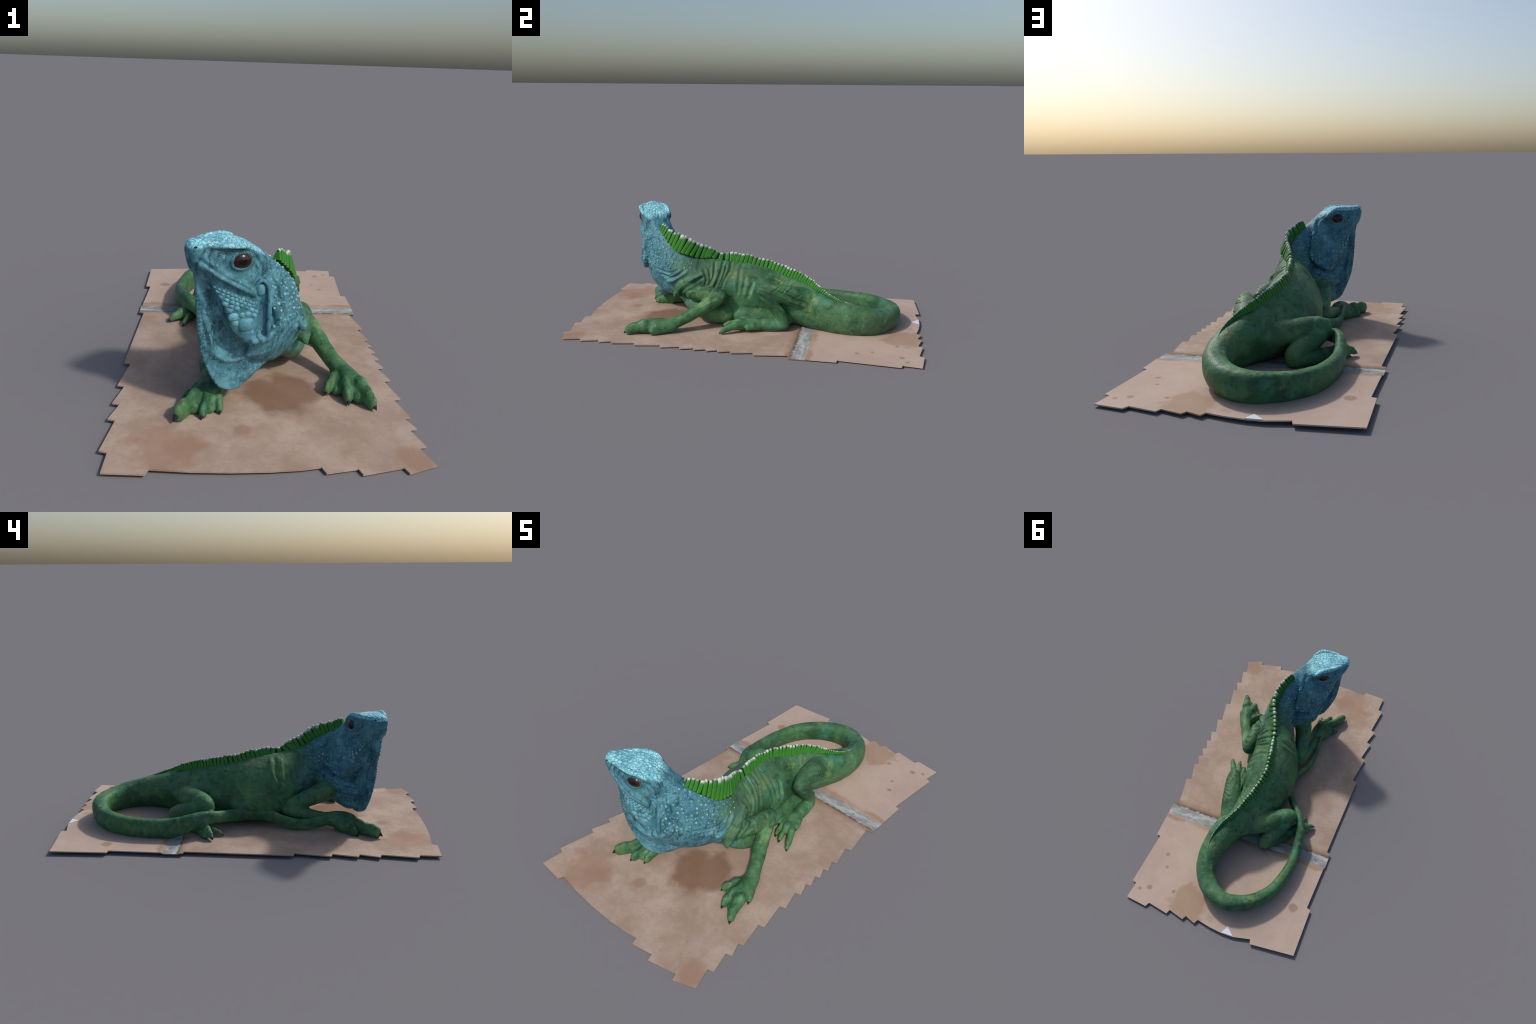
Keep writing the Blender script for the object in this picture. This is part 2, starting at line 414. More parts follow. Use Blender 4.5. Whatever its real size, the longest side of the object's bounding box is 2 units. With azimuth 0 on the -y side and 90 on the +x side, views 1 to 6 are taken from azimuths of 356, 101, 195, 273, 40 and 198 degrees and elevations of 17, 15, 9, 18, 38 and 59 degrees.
for side in ("head_left", "head_right"):
    for pts, dep, wid in (
        ([(.135, .598), (.077, .553), (.017, .517), (-.045, .478)], -.006, .006),        # mouth line
        ([(.108, .520), (.080, .474), (.048, .400), (.025, .335), (-.02, .298)], -.006, .007),  # jaw edge
        ([(.100, .383), (.075, .303), (.072, .261), (.023, .216), (-.040, .209), (-.075, .225)], .007, .008),
        ([(.061, .276), (.035, .255), (.001, .237), (-.045, .240)], .005, .006),
        ([(.085, .40), (.060, .315), (.050, .275), (.010, .243), (-.050, .25)], -.006, .008),
        ([(.120, .47), (.107, .386), (.093, .316), (.070, .257)], -.004, .007),
        ([(-.045, .600), (-.075, .565), (-.085, .530)], -.005, .007),
        ([(-.105, .588), (-.118, .555), (-.125, .520), (-.130, .48)], -.007, .007),
        ([(-.140, .485), (-.150, .440), (-.155, .390)], -.006, .008),
        ([(-.065, .480), (-.078, .440), (-.078, .380), (-.075, .330)], -.006, .010),
        ([(.06, .610), (.03, .605), (.0, .620)], -.003, .008),
    ):
        fold(side, pts, dep, wid, HEADY)
# crown plates: jittered cells, raised middles
cells = np.array([(f + rng.uniform(-.005, .005), l + rng.uniform(-.005, .005)) for f in np.arange(-.14, .16, .017) for l in np.arange(-.085, .1, .017)])
top = np.where((label == "head") & (nrm[:, 2] > .35) & (co[:, 2] > .57))[0]
p2 = np.c_[hfw[top], hlt[top]]
d = np.sort(np.hypot(p2[:, None, 0] - cells[None, :, 0], p2[:, None, 1] - cells[None, :, 1]), 1)
move[top] += .0032 * (np.clip((d[:, 1] - d[:, 0]) / .006, 0, 1) - .6) * np.clip((nrm[top, 2] - .35) * 4, 0, 1)
# slow lumpiness of hand-modelled skin
lump = np.array([noise.noise(Vector(p * 22)) + .6 * noise.noise(Vector(p * 55)) for p in co])
move += .0016 * lump
co = co + nrm * move[:, None]
co = taubin(co, 1)
co[:, 2] = np.maximum(co[:, 2], .003)

# ----------------------------------------------------------------- materials
def new_mat(name, rough=.5, spec=.2):
    m = bpy.data.materials.new(name)
    m.use_nodes = True
    nt = m.node_tree
    b = nt.nodes["Principled BSDF"]
    b.inputs["Roughness"].default_value = rough
    b.inputs["Specular IOR Level"].default_value = spec
    return m, nt, b
class N:
    """tiny node-graph writer"""
    def __init__(s, nt):
        s.nt = nt
        s.obj = nt.nodes.new("ShaderNodeTexCoord").outputs["Object"]
    def link(s, a, b):
        if isinstance(a, (int, float)): b.default_value = a
        elif isinstance(a, tuple): b.default_value = a if len(a) != 3 or b.type == "VECTOR" else (*a, 1)
        else: s.nt.links.new(a, b)
    def noise(s, scale, detail=4, rough=.55, vec=None, dist=0):
        n = s.nt.nodes.new("ShaderNodeTexNoise")
        s.link(vec or s.obj, n.inputs["Vector"])
        n.inputs["Scale"].default_value = scale; n.inputs["Detail"].default_value = detail
        n.inputs["Roughness"].default_value = rough; n.inputs["Distortion"].default_value = dist
        return n.outputs["Fac"]
    def voronoi(s, scale, feature="F1", vec=None, rand=1.0):
        n = s.nt.nodes.new("ShaderNodeTexVoronoi")
        n.feature = feature
        s.link(vec or s.obj, n.inputs["Vector"])
        n.inputs["Scale"].default_value = scale
        n.inputs["Randomness"].default_value = rand
        return n.outputs["Distance"]
    def math(s, op, a, b=0.0, c=0.0):
        n = s.nt.nodes.new("ShaderNodeMath"); n.operation = op
        for v, i in zip((a, b, c), n.inputs): s.link(v, i)
        return n.outputs[0]
    def step(s, x, lo, hi, to0=0.0, to1=1.0):
        n = s.nt.nodes.new("ShaderNodeMapRange"); n.interpolation_type = "SMOOTHSTEP"
        for v, i in zip((x, lo, hi, to0, to1), n.inputs): s.link(v, i)
        return n.outputs[0]
    def mix(s, fac, a, b, mode="MIX"):
        n = s.nt.nodes.new("ShaderNodeMix"); n.data_type = "RGBA"; n.blend_type = mode
        s.link(fac, n.inputs["Factor"]); s.link(a, n.inputs["A"]); s.link(b, n.inputs["B"])
        return n.outputs["Result"]
    def xyz(s, vec=None):
        n = s.nt.nodes.new("ShaderNodeSeparateXYZ"); s.link(vec or s.obj, n.inputs[0])
        return n.outputs
    def mapping(s, scale=(1, 1, 1), rot=(0, 0, 0), loc=(0, 0, 0)):
        n = s.nt.nodes.new("ShaderNodeMapping")
        s.link(s.obj, n.inputs["Vector"])
        n.inputs["Scale"].default_value = scale; n.inputs["Rotation"].default_value = rot; n.inputs["Location"].default_value = loc
        return n.outputs[0]
    def bump(s, h, strength, dist=.003):
        n = s.nt.nodes.new("ShaderNodeBump")
        n.inputs["Strength"].default_value = strength; n.inputs["Distance"].default_value = dist
        s.link(h, n.inputs["Height"])
        return n.outputs[0]

BLUE_A, BLUE_B, BLUE_C = (.044, .150, .198), (.112, .31, .385), (.011, .038, .050)
def blue_paint(g):
    c = g.mix(g.step(g.noise(13, 6, .65), .36, .66), BLUE_A, BLUE_B)
    streak = g.noise(34, 6, .72, g.mapping(scale=(1, 1, .45)), 1.2)
    c = g.mix(g.step(streak, .48, .66, 0, .80), c, BLUE_C)
    c = g.mix(g.step(g.noise(52, 5, .7, g.mapping(loc=(2, 9, 4))), .54, .72, 0, .7), c, (.21, .48, .55))
    patchy = g.step(g.noise(7, 3, .5, g.mapping(loc=(5, 5, 1))), .42, .62)
    c = g.mix(g.math("MULTIPLY", patchy, g.step(g.voronoi(105, "DISTANCE_TO_EDGE"), .0, .16, .5, 0)), c, BLUE_C)
    c = g.mix(g.step(g.noise(9, 3), .56, .72, 0, .5), c, (.075, .22, .20))
    return c
def crown_paint(g, c):
    """bright dry-brushed cyan plates on the flat top of the head"""
    x, y, z = g.xyz()
    f = g.math("ADD", g.math("MULTIPLY", g.math("SUBTRACT", x, float(H0[0])), float(HF[0])), g.math("MULTIPLY", g.math("SUBTRACT", y, float(H0[1])), float(HF[1])))
    lvl = g.math("ADD", z, g.math("MULTIPLY", g.math("MAXIMUM", g.math("SUBTRACT", -.02, f), 0.0), .56))
    lvl = g.math("ADD", lvl, g.math("MULTIPLY", g.math("SUBTRACT", g.noise(40, 4), .5), .012))
    edge = g.voronoi(62, "DISTANCE_TO_EDGE")
    plate = g.mix(g.step(g.noise(24, 4), .35, .65), (.22, .58, .68), (.42, .86, .93))
    plate = g.mix(g.step(edge, .02, .14, .8, 0), plate, (.10, .27, .33))
    plate = g.mix(g.step(g.noise(80, 5, .7), .52, .70, 0, .6), plate, (.13, .34, .42))
    return g.mix(g.math("MULTIPLY", g.step(lvl, .626, .636), g.step(f, -.125, -.06)), c, plate)
def green_paint(g):
    c = g.mix(g.step(g.noise(6, 5, .6), .35, .65), (.029, .096, .044), (.080, .200, .080))
    c = g.mix(g.step(g.noise(11, 5, .65, g.mapping(loc=(3, 1, 2))), .50, .70, 0, .65), c, (.045, .225, .150))
    c = g.mix(g.step(g.noise(7, 5, .65, g.mapping(loc=(7, 5, 4))), .54, .72, 0, .6), c, (.20, .28, .085))
    c = g.mix(g.step(g.noise(3.2, 4, .6, g.mapping(loc=(2, 6, 1))), .45, .68, 0, .55), c, (.105, .165, .095))
    c = g.mix(g.step(g.noise(30, 6, .75, None, .6), .50, .70, 0, .75), c, (.011, .038, .021))  # near-black blotches darken the green toward the shadowed flanks and creases
    c = g.mix(g.step(g.noise(17, 6, .65, g.mapping(loc=(1, 4, 8))), .50, .74, 0, .6), c, (.15, .31, .17))  # pale flecks lighten the colour with sunlight caught on limbs and folds
    return c

def skin_material(name, kind):
    m, nt, b = new_mat(name, .5, .22)
    g = N(nt)
    if kind == "head":
        col = crown_paint(g, blue_paint(g))
    elif kind == "limb":
        col = green_paint(g)
    else:
        x, y, z = g.xyz()
        w = g.math("ADD", y, g.math("MULTIPLY", g.math("SUBTRACT", g.noise(9, 4), .5), .22))
        w = g.math("ADD", w, g.math("MULTIPLY", x, .25))
        col = g.mix(g.step(w, -.50, -.24), blue_paint(g), green_paint(g))
    nt.links.new(col, b.inputs["Base Color"])
    if kind == "head":
        h = g.math("MULTIPLY", g.step(g.voronoi(105, "DISTANCE_TO_EDGE"), 0, .2), g.step(g.noise(7, 3, .5, g.mapping(loc=(5, 5, 1))), .42, .62))
        h = g.math("ADD", h, g.math("MULTIPLY", g.noise(160, 3), .5))
        nt.links.new(g.bump(h, .5, .003), b.inputs["Normal"])
    else:
        h = g.math("ADD", g.math("MULTIPLY", g.voronoi(170), .6), g.noise(90, 4))
        nt.links.new(g.bump(h, .35, .003), b.inputs["Normal"])
    return m
M_HEAD = skin_material("blue_scaly_paint", "head")
M_TRUNK = skin_material("green_to_blue_paint", "trunk")
M_LIMB = skin_material("green_paint", "limb")

# ----------------------------------------------------------------- build parts of the iguana
root = bpy.data.objects.new("iguana_statue", None)
scene.collection.objects.link(root)
root["label"] = "green iguana statue with blue head, curled tail and spiny crest"
root["category"] = "lizard statue"

nrm = vnormals(co)
part_material = {"head": M_HEAD, "dewlap": M_HEAD, "neck": M_TRUNK, "torso": M_TRUNK, "tail": M_LIMB,
                 "foreleg": M_LIMB, "forefoot": M_LIMB, "hindleg": M_LIMB, "hindfoot": M_LIMB}
qlab = []
for q in quads:
    ls = [label[i] for i in q]
    qlab.append(max(sorted(set(ls)), key=ls.count))
qlab = np.array(qlab)
qx = np.array([co[list(q), 0].mean() for q in quads])
PART = {}
def cut(name, sel, mat, parent=root):
    idx = np.where(sel)[0]
    if not len(idx): return None
    used = sorted({i for k in idx for i in quads[k]})
    mp = {i: j for j, i in enumerate(used)}
    ob = mesh_object(name, co[used], [[mp[i] for i in quads[k]] for k in idx], mat, parent)
    ob.data.normals_split_custom_set_from_vertices([tuple(map(float, nrm[i])) for i in used])
    return ob
for nm in ("head", "dewlap", "neck", "torso", "tail"):
    PART[nm] = cut(nm, qlab == nm, part_material[nm])
for nm in ("foreleg", "hindleg"):
    for side in (1, -1):
        PART[nm, side] = cut(nm, (qlab == nm) & (np.sign(qx - .0) == side), M_LIMB)
for nm, leg in (("forefoot", "foreleg"), ("hindfoot", "hindleg")):
    for side in (1, -1):
        PART[nm, side] = cut(nm, (qlab == nm) & (np.sign(qx) == side), M_LIMB, PART[leg, side])

# ----------------------------------------------------------------- crest of spines along the back
CREST = [  # x, y, z of the crest's upper edge, height above the back, half width at its foot
    (0.045, -0.528, 0.579, 0.028, 0.016),
    (0.086, -0.460, 0.553, 0.055, 0.026),
    (0.100, -0.392, 0.531, 0.078, 0.032),
    (0.093, -0.335, 0.506, 0.078, 0.033),
    (0.068, -0.284, 0.474, 0.068, 0.032),
    (0.046, -0.229, 0.450, 0.054, 0.030),
    (0.028, -0.178, 0.414, 0.030, 0.028),
    (0.014, -0.113, 0.423, 0.047, 0.028),
    (0.001, -0.050, 0.411, 0.046, 0.027),
    (-0.008, 0.012, 0.397, 0.046, 0.026),
    (-0.013, 0.076, 0.381, 0.045, 0.025),
    (-0.004, 0.142, 0.370, 0.046, 0.024),
    (0.013, 0.208, 0.355, 0.044, 0.022),
    (0.033, 0.270, 0.338, 0.042, 0.020),
    (0.056, 0.332, 0.317, 0.038, 0.017),
    (0.090, 0.388, 0.291, 0.032, 0.013),
    (0.126, 0.443, 0.255, 0.016, 0.010),
    (0.147, 0.499, 0.230, 0.011, 0.007),
    (0.154, 0.556, 0.206, 0.008, 0.005),
    (0.147, 0.616, 0.187, 0.006, 0.004),
]
CR = spline(CREST, 800)
arc = np.r_[0, np.cumsum(np.linalg.norm(np.diff(CR[:, :3], axis=0), axis=1))]
def crest_at(s):
    return np.array([np.interp(s, arc, CR[:, k]) for k in range(5)])
def crest_frame(s):
    c = crest_at(s)
    t = unit(crest_at(min(s + .02, arc[-1]))[:3] - crest_at(max(s - .02, 0))[:3])
    side = unit(np.cross(t, V(0, 0, 1)))
    up = unit(np.cross(side, t))
    return c, t, side, up

m_spine, nt, b = new_mat("crest_green_paint", .38)
g = N(nt)
gen = nt.nodes.new("ShaderNodeTexCoord").outputs["Generated"]
gz = g.xyz(gen)[2]
rnd = nt.nodes.new("ShaderNodeObjectInfo").outputs["Random"]
c = g.mix(g.step(g.noise(40, 4), .35, .7), (.026, .155, .020), (.058, .27, .036))
c = g.mix(g.step(gz, .0, .35, .55, 0), c, (.055, .22, .02))
edge = g.math("ADD", gz, g.math("MULTIPLY", g.math("SUBTRACT", g.noise(60, 3), .5), .5))
edge = g.math("ADD", edge, g.math("MULTIPLY", rnd, .18))
c = g.mix(g.step(edge, .90, 1.08), c, (.60, .62, .59))
nt.links.new(c, b.inputs["Base Color"])
m_core, nt, b = new_mat("crest_black_gap_paint", .6)
g = N(nt)
nt.links.new(g.mix(g.noise(30, 3), (.008, .02, .010), (.02, .045, .02)), b.inputs["Base Color"])

def spine_mesh(name, lean, round_top):
    """Unit spine: x across, y along the back, z up; foot at z = 0."""
    ny, rings = 9, []
    prof = [(1.0, -.25), (.92, 0.0), (.74, .25), (.56, .5), (.41, .72), (.29, .88), (.17, .97), (.04, 1.0)]
    vs, fs = [], []
    for j in range(ny):
        v = j / (ny - 1) * 2 - 1                       # along
        bulge = math.sqrt(max(0.0, 1 - (abs(v)) ** 3.2))
        for sx in (1, -1):
            row = prof if sx == 1 else prof[::-1]
            for w, h in row:
                hh = h if h <= .5 else .5 + (h - .5) * (1 - round_top * v * v)
                ww = w * (.90 + .10 * bulge)
                vs.append((sx * ww, v * .5 * (1 - .10 * max(hh, 0)) + lean * hh, hh))
    n = 2 * len(prof)
    for j in range(ny - 1):
        for k in range(n):
            a, b2 = j * n + k, j * n + (k + 1) % n
            fs.append((a, b2, b2 + n, a + n))
    fs.append(tuple(range(n))[::-1])
    fs.append(tuple(range((ny - 1) * n, ny * n)))
    me = bpy.data.meshes.new(name)
    me.from_pydata(vs, [], fs)
    bm = bmesh.new(); bm.from_mesh(me)
    bmesh.ops.recalc_face_normals(bm, faces=bm.faces)
    bm.to_mesh(me); bm.free()
    me.polygons.foreach_set("use_smooth", [True] * len(me.polygons))
    me.set_sharp_from_angle(angle=math.radians(50))
    me.materials.append(m_spine)
    return me
SPINES = [spine_mesh("crest_spine", l, r) for l, r in ((.20, .22), (.40, .14), (.12, .36))]
# dark core between the spines
rings = []
for s_ in np.linspace(.004, arc[-1], 160):
    c, t, side, up = crest_frame(s_)
    h, w = c[3], c[4] * .86
    foot = c[:3] - up * h
    rings.append([foot + side * w * q + up * h * z for q, z in ((.82, -.3), (.60, .05), (.36, .45), (.16, .82), (-.16, .82), (-.36, .45), (-.60, .05), (-.82, -.3))])
cv, cf = skin_rings(np.array(rings))
crest = mesh_object("dorsal_crest", cv, cf, m_core, root)
s_ = .010
count = 0
while s_ < arc[-1] - .004:
    c, t, side, up = crest_frame(s_)
    h, w = c[3], c[4] * .86
    pitch = np.interp(s_, [0, .05, .2, .45, .75, .9, 1.05, arc[-1]], [.017, .021, .026, .026, .023, .018, .013, .009])
    hh = h * (1 + rng.uniform(-.12, .08))
    ob = bpy.data.objects.new("crest_spine", SPINES[rng.integers(3)])
    scene.collection.objects.link(ob)
    ob.parent = crest
    yaw = rng.uniform(-.05, .05)
    tt = unit(t + side * yaw); sd = unit(np.cross(tt, up))
    M = Matrix.Identity(4)
    for k in range(3):
        M[k][0] = sd[k] * w * rng.uniform(.94, 1.06)
        M[k][1] = tt[k] * pitch * rng.uniform(.83, .91)
        M[k][2] = up[k] * hh
        M[k][3] = (c[:3] - up * h)[k]
    ob.matrix_world = M
    s_ += pitch
    count += 1

# ----------------------------------------------------------------- eyes, ear drums, scales
bvh = bvhtree.BVHTree.FromPolygons([Vector(p) for p in co], [list(q) for q in quads])
def land(f, z, sgn):
    """Point and normal on the head's side at station f, height z."""
    o = head_point(f, .30 * sgn, z)
    h = bvh.ray_cast(Vector(o), Vector(-HL * sgn), .45)
    if h[0] is None:
        return None, None
    return np.array(h[0]), np.array(h[1])
def place(ob, p, n, fwd, sx, sy, sz, lift=0.0):
    n = unit(n)
    a = unit(fwd - n * (fwd @ n)); b2 = np.cross(n, a)
    M = Matrix.Identity(4)
    for k in range(3):
        M[k][0], M[k][1], M[k][2], M[k][3] = a[k] * sx, b2[k] * sy, n[k] * sz, p[k] + n[k] * lift
    ob.matrix_world = M
def dome_mesh(name, mat, power=2.0, n=20, m=7):
    vs, fs = [(0, 0, 1.0)], []
    for i in range(1, m + 1):
        a = i / m * math.pi * .62
        for j in range(n):
            t = 2 * math.pi * j / n
            r = math.sin(a) if a < math.pi / 2 else 1.0
            ex = 2 / power
            cx, cy = math.cos(t), math.sin(t)
            vs.append((r * math.copysign(abs(cx) ** ex, cx), r * math.copysign(abs(cy) ** ex, cy), math.cos(a)))
    for j in range(n):
        fs.append((0, 1 + j, 1 + (j + 1) % n))
    for i in range(m - 1):
        for j in range(n):
            a, b2 = 1 + i * n + j, 1 + i * n + (j + 1) % n
            fs.append((a, a + n, b2 + n, b2))
    me = bpy.data.meshes.new(name)
    me.from_pydata(vs, [], fs)
    me.polygons.foreach_set("use_smooth", [True] * len(me.polygons))
    me.materials.append(mat)
    return me
m_scale, nt, b = new_mat("pale_blue_scale_paint", .42)
g = N(nt)
rnd = nt.nodes.new("ShaderNodeObjectInfo").outputs["Random"]
c = g.mix(rnd, (.06, .205, .27), (.16, .41, .49))
c = g.mix(g.step(g.noise(1.3, 5, .7, g.mapping(loc=(3, 3, 3))), .48, .66, 0, .6), c, (.03, .10, .13))
c = g.mix(g.step(g.noise(2.2, 4), .5, .75, 0, .5), c, (.25, .45, .45))
nt.links.new(c, b.inputs["Base Color"])

m_eye, nt, b = new_mat("eye_dark_brown", .16, .35)
g = N(nt)
ex, ey, ez = g.xyz()
rr = g.math("SQRT", g.math("ADD", g.math("MULTIPLY", ex, ex), g.math("MULTIPLY", ey, ey)))
c = g.mix(g.step(rr, .34, .50), (.003, .0025, .004), (.022, .009, .006))
c = g.mix(g.step(rr, .76, 1.0), c, (.10, .052, .026))
nt.links.new(c, b.inputs["Base Color"])
b.inputs["Coat Weight"].default_value = .15

m_dark, nt, b = new_mat("nostril_black", .6)
g = N(nt)
nt.links.new(g.mix(g.noise(90, 2), (.004, .010, .014), (.012, .03, .04)), b.inputs["Base Color"])
nostril_me = dome_mesh("nostril", m_dark, 2.0, 16, 6)
eye_me = dome_mesh("eye", m_eye, 2.0, 32, 10)
scale_me = dome_mesh("cheek_scale", m_scale, 2.6)
head = PART["head"]
def add(me, name, parent):
    ob = bpy.data.objects.new(name, me)
    scene.collection.objects.link(ob)
    ob.parent = parent
    return ob
for sgn in (1, -1):
    p, n = land(EYE_F, EYE_Z, sgn)
    e = add(eye_me, "eye", head)
    place(e, head_point(EYE_F, EYE_C + sgn * (EYE_L - .001), EYE_Z), HL * sgn + HF * .12, HF, .035, .028, .020)
    # ear drum
    p, n = land(-.079, .475, sgn)
    if p is not None:
        place(add(scale_me, "ear_drum", head), p, n, HF, .016, .022, .010, -.002)
    # large jowl scale and its neighbours
    bigs = [(-.024, .364, .027, .025, .015), (.020, .396, .018, .015, .009), (-.008, .400, .010, .010, .007), (-.030, .402, .011, .009, .006), (.012, .370, .012, .012, .007)]
    for f, z, ra, rb, hh in bigs:
        p, n = land(f, z, sgn)
        if p is not None:
            place(add(scale_me, "cheek_scale", head), p, n, HF, ra, rb, hh, -hh * .35)
    # rows of cheek scales, larger towards the jaw
    off = 0.0
    r = .0062
    row = 0
    while off < .105:
        f = .080 + (r if row % 2 else 0)
        while f > -.062:
            z = .500 + (f - .08) * .50 - off
            jawz = np.interp(f, [-.05, .0, .04, .09, .13], [.385, .36, .405, .495, .56])
            clash = any(((f - q[0]) / (q[2] + r * .8)) ** 2 + ((z - q[1]) / (q[3] + r * .8)) ** 2 < 1 for q in bigs)
            rr_ = r * rng.uniform(.88, 1.08)
            if z > jawz and not clash:
                p, n = land(f + rng.uniform(-.001, .001), z + rng.uniform(-.001, .001), sgn)
                if p is not None:
                    place(add(scale_me, "cheek_scale", head), p, n, HF + V(0, 0, .5), rr_ * 1.05, rr_ * .86, rr_ * .75, -rr_ * .2)
            f -= r * 2.1
        off += r * 1.85
        r *= 1.16
        row += 1

# small tubercles scattered over the neck
bump_v, bump_f = [], []
cand = np.where(np.isin(label, ["neck", "torso", "head"]) & (co[:, 1] < -.325) & (co[:, 2] > .335) & (hfw < -.115))[0]
cand = rng.permutation(cand)
grid = {}
taken = 0
for i in cand:
    p = co[i]
    base = crest_at(np.interp(p[1], CR[:, 1], arc))
    if p[2] > base[2] - base[3] - .012: continue
    key = tuple((p / .021).astype(int))
    if any(np.linalg.norm(q - p) < .0205 for dx in (-1, 0, 1) for dy in (-1, 0, 1) for dz in (-1, 0, 1) for q in grid.get((key[0] + dx, key[1] + dy, key[2] + dz), [])):
        continue
    grid.setdefault(key, []).append(p)
    r = rng.uniform(.0030, .0068) * np.interp(p[1], [-.56, -.34], [1.1, .75])
    n = nrm[i]
    a = unit(np.cross(n, V(.3, .2, 1))); b2 = np.cross(n, a)
    o = len(bump_v)
    bump_v.append(p + n * r * .9)
    for k, (q, h) in enumerate(((.55, .72), (.9, .3), (1.05, -.4))):
        for j in range(8):
            t = 2 * math.pi * j / 8
            bump_v.append(p + r * (q * (math.cos(t) * a + math.sin(t) * b2) + h * n))
    for j in range(8):
        bump_f.append((o, o + 1 + j, o + 1 + (j + 1) % 8))
        for k in range(2):
            u = o + 1 + 8 * k
            bump_f.append((u + j, u + 8 + j, u + 8 + (j + 1) % 8, u + (j + 1) % 8))
    taken += 1
m_tub, nt, b = new_mat("tubercle_paint", .4)
g = N(nt)
nt.links.new(g.mix(g.step(g.noise(30, 3), .4, .65), (.09, .25, .28), (.23, .47, .48)), b.inputs["Base Color"])
tub = mesh_object("neck_tubercles", bump_v, bump_f, m_tub, PART["neck"])
tub["kind"] = "stuff"

# nostrils
for sgn in (1, -1):
    p, n = land(.140, .634, sgn)
    if p is not None:
        place(add(nostril_me, "nostril", head), p, n, HF, .0062, .0045, .003, -.0016)

# gular spikes down the front edge of the dewlap
m_spike, nt, b = new_mat("dark_blue_spike_paint", .5)
g = N(nt)
nt.links.new(g.mix(g.noise(80, 3), (.02, .06, .08), (.07, .20, .25)), b.inputs["Base Color"])
spike = bpy.data.meshes.new("gular_spike")
n = 8
spike.from_pydata([(math.cos(2 * math.pi * j / n), math.sin(2 * math.pi * j / n), -.3) for j in range(n)] + [(.55 * math.cos(2 * math.pi * j / n) + .1, .55 * math.sin(2 * math.pi * j / n), .55) for j in range(n)] + [(.3, 0, 1)],
                  [], [(j, (j + 1) % n, n + (j + 1) % n, n + j) for j in range(n)] + [(n + j, n + (j + 1) % n, 2 * n) for j in range(n)])
spike.polygons.foreach_set("use_smooth", [True] * len(spike.polygons))
spike.materials.append(m_spike)
for z in np.arange(.20, .475, .0155):
    h = bvh.ray_cast(Vector(head_point(.30, .0, z)), Vector(-HF), .4)
    if h[0] is None: continue
    ob = add(spike, "gular_spike", PART["dewlap"])
    place(ob, np.array(h[0]), HF + V(0, 0, -.25), V(0, 0, -1), .0052, .0045, .010 * rng.uniform(.8, 1.2), -.003)

# claws
m_claw, nt, b = new_mat("dark_claw_paint", .35)
g = N(nt)
nt.links.new(g.mix(g.noise(60, 3), (.008, .008, .014), (.035, .028, .05)), b.inputs["Base Color"])
claw_me = bpy.data.meshes.new("claw")
vs, fs = [], []
n, m = 10, 6
for i in range(m):
    t = i / m
    for j in range(n):
        a = 2 * math.pi * j / n
        r = (1 - t) ** .75
        vs.append((t * 1.7, r * math.cos(a), r * math.sin(a) * 1.1 - .9 * t * t))
vs.append((1.7, 0, -.9))
for i in range(m - 1):
    for j in range(n):
        fs.append((i * n + j, i * n + (j + 1) % n, (i + 1) * n + (j + 1) % n, (i + 1) * n + j))
for j in range(n):
    fs.append(((m - 1) * n + j, (m - 1) * n + (j + 1) % n, m * n))
claw_me.from_pydata(vs, [], fs)
claw_me.polygons.foreach_set("use_smooth", [True] * len(claw_me.polygons))
claw_me.materials.append(m_claw)
for group, par in ((RIGHT_HAND, PART["forefoot", 1]), (LEFT_HAND, PART["forefoot", -1]), (RIGHT_FOOT, PART["hindfoot", 1]), (LEFT_FOOT, PART["hindfoot", -1])):
    for finger in group:
        q, e = np.array(finger[-2]), np.array(finger[-1])
        d = unit(e[:3] - q[:3]); d[2] = max(d[2], -.25); d = unit(d)
        r = e[3] * .62
        sd = unit(np.cross(V(0, 0, 1), d)); up = np.cross(d, sd)
        M = Matrix.Identity(4)
        for k in range(3):
            M[k][0], M[k][1], M[k][2], M[k][3] = d[k] * r, sd[k] * r, up[k] * r, (e[:3] + d * e[3] * .35)[k]
        add(claw_me, "claw", par).matrix_world = M


# ----------------------------------------------------------------- floor patch
def edge_outline():
    """Saw-toothed border: each tooth runs from one level of the border to the other."""
    pts = []
    # right side front to back: (start y, start x, end y, end x) of every tooth
    jumps = [-.958, -.855, -.748, -.674, -.542, -.396, -.286, -.209, -.140, -.076, -.007, .115, .300]
    for a, b in zip(jumps[:-1], jumps[1:]):
        w = .028 if b - a > .09 else .024
        pts += [(.524, a + .004), (.524 - w, b - .004)]
    pts += [(.529, .304), (.527, .553), (.504, .556), (.527, .879), (.502, .886), (.512, .982)]
    # back
    pts += [(.385, .996), (.373, .970), (.251, .992), (.241, .966), (.150, .990), (.137, .966), (.075, .988), (.063, .962),
            (-.02, .977), (-.094, .984), (-.165, .982), (-.264, .958), (-.272, .985), (-.529, .958)]
    # left back to front
    pts += [(-.530, .671), (-.507, .665)]
    jl = [.284, -.262, -.450, -.583, -.690, -.877]
    pts += [(-.517, .45), (-.525, .290), (-.504, .284), (-.514, .04)]
    for a, b in zip(jl[1:-1], jl[2:]):
        pts += [(-.527, a + .004), (-.500, a - .004)]
    pts += [(-.525, -.873), (-.498, -.882), (-.502, -.986)]
    # front
    pts += [(-.371, -.994), (-.362, -.968), (-.236, -.980), (-.118, -.984), (.003, -.981), (.095, -.973), (.161, -.960),
            (.172, -.991), (.274, -.969), (.283, -.999), (.417, -.964), (.428, -.993)]
    return pts
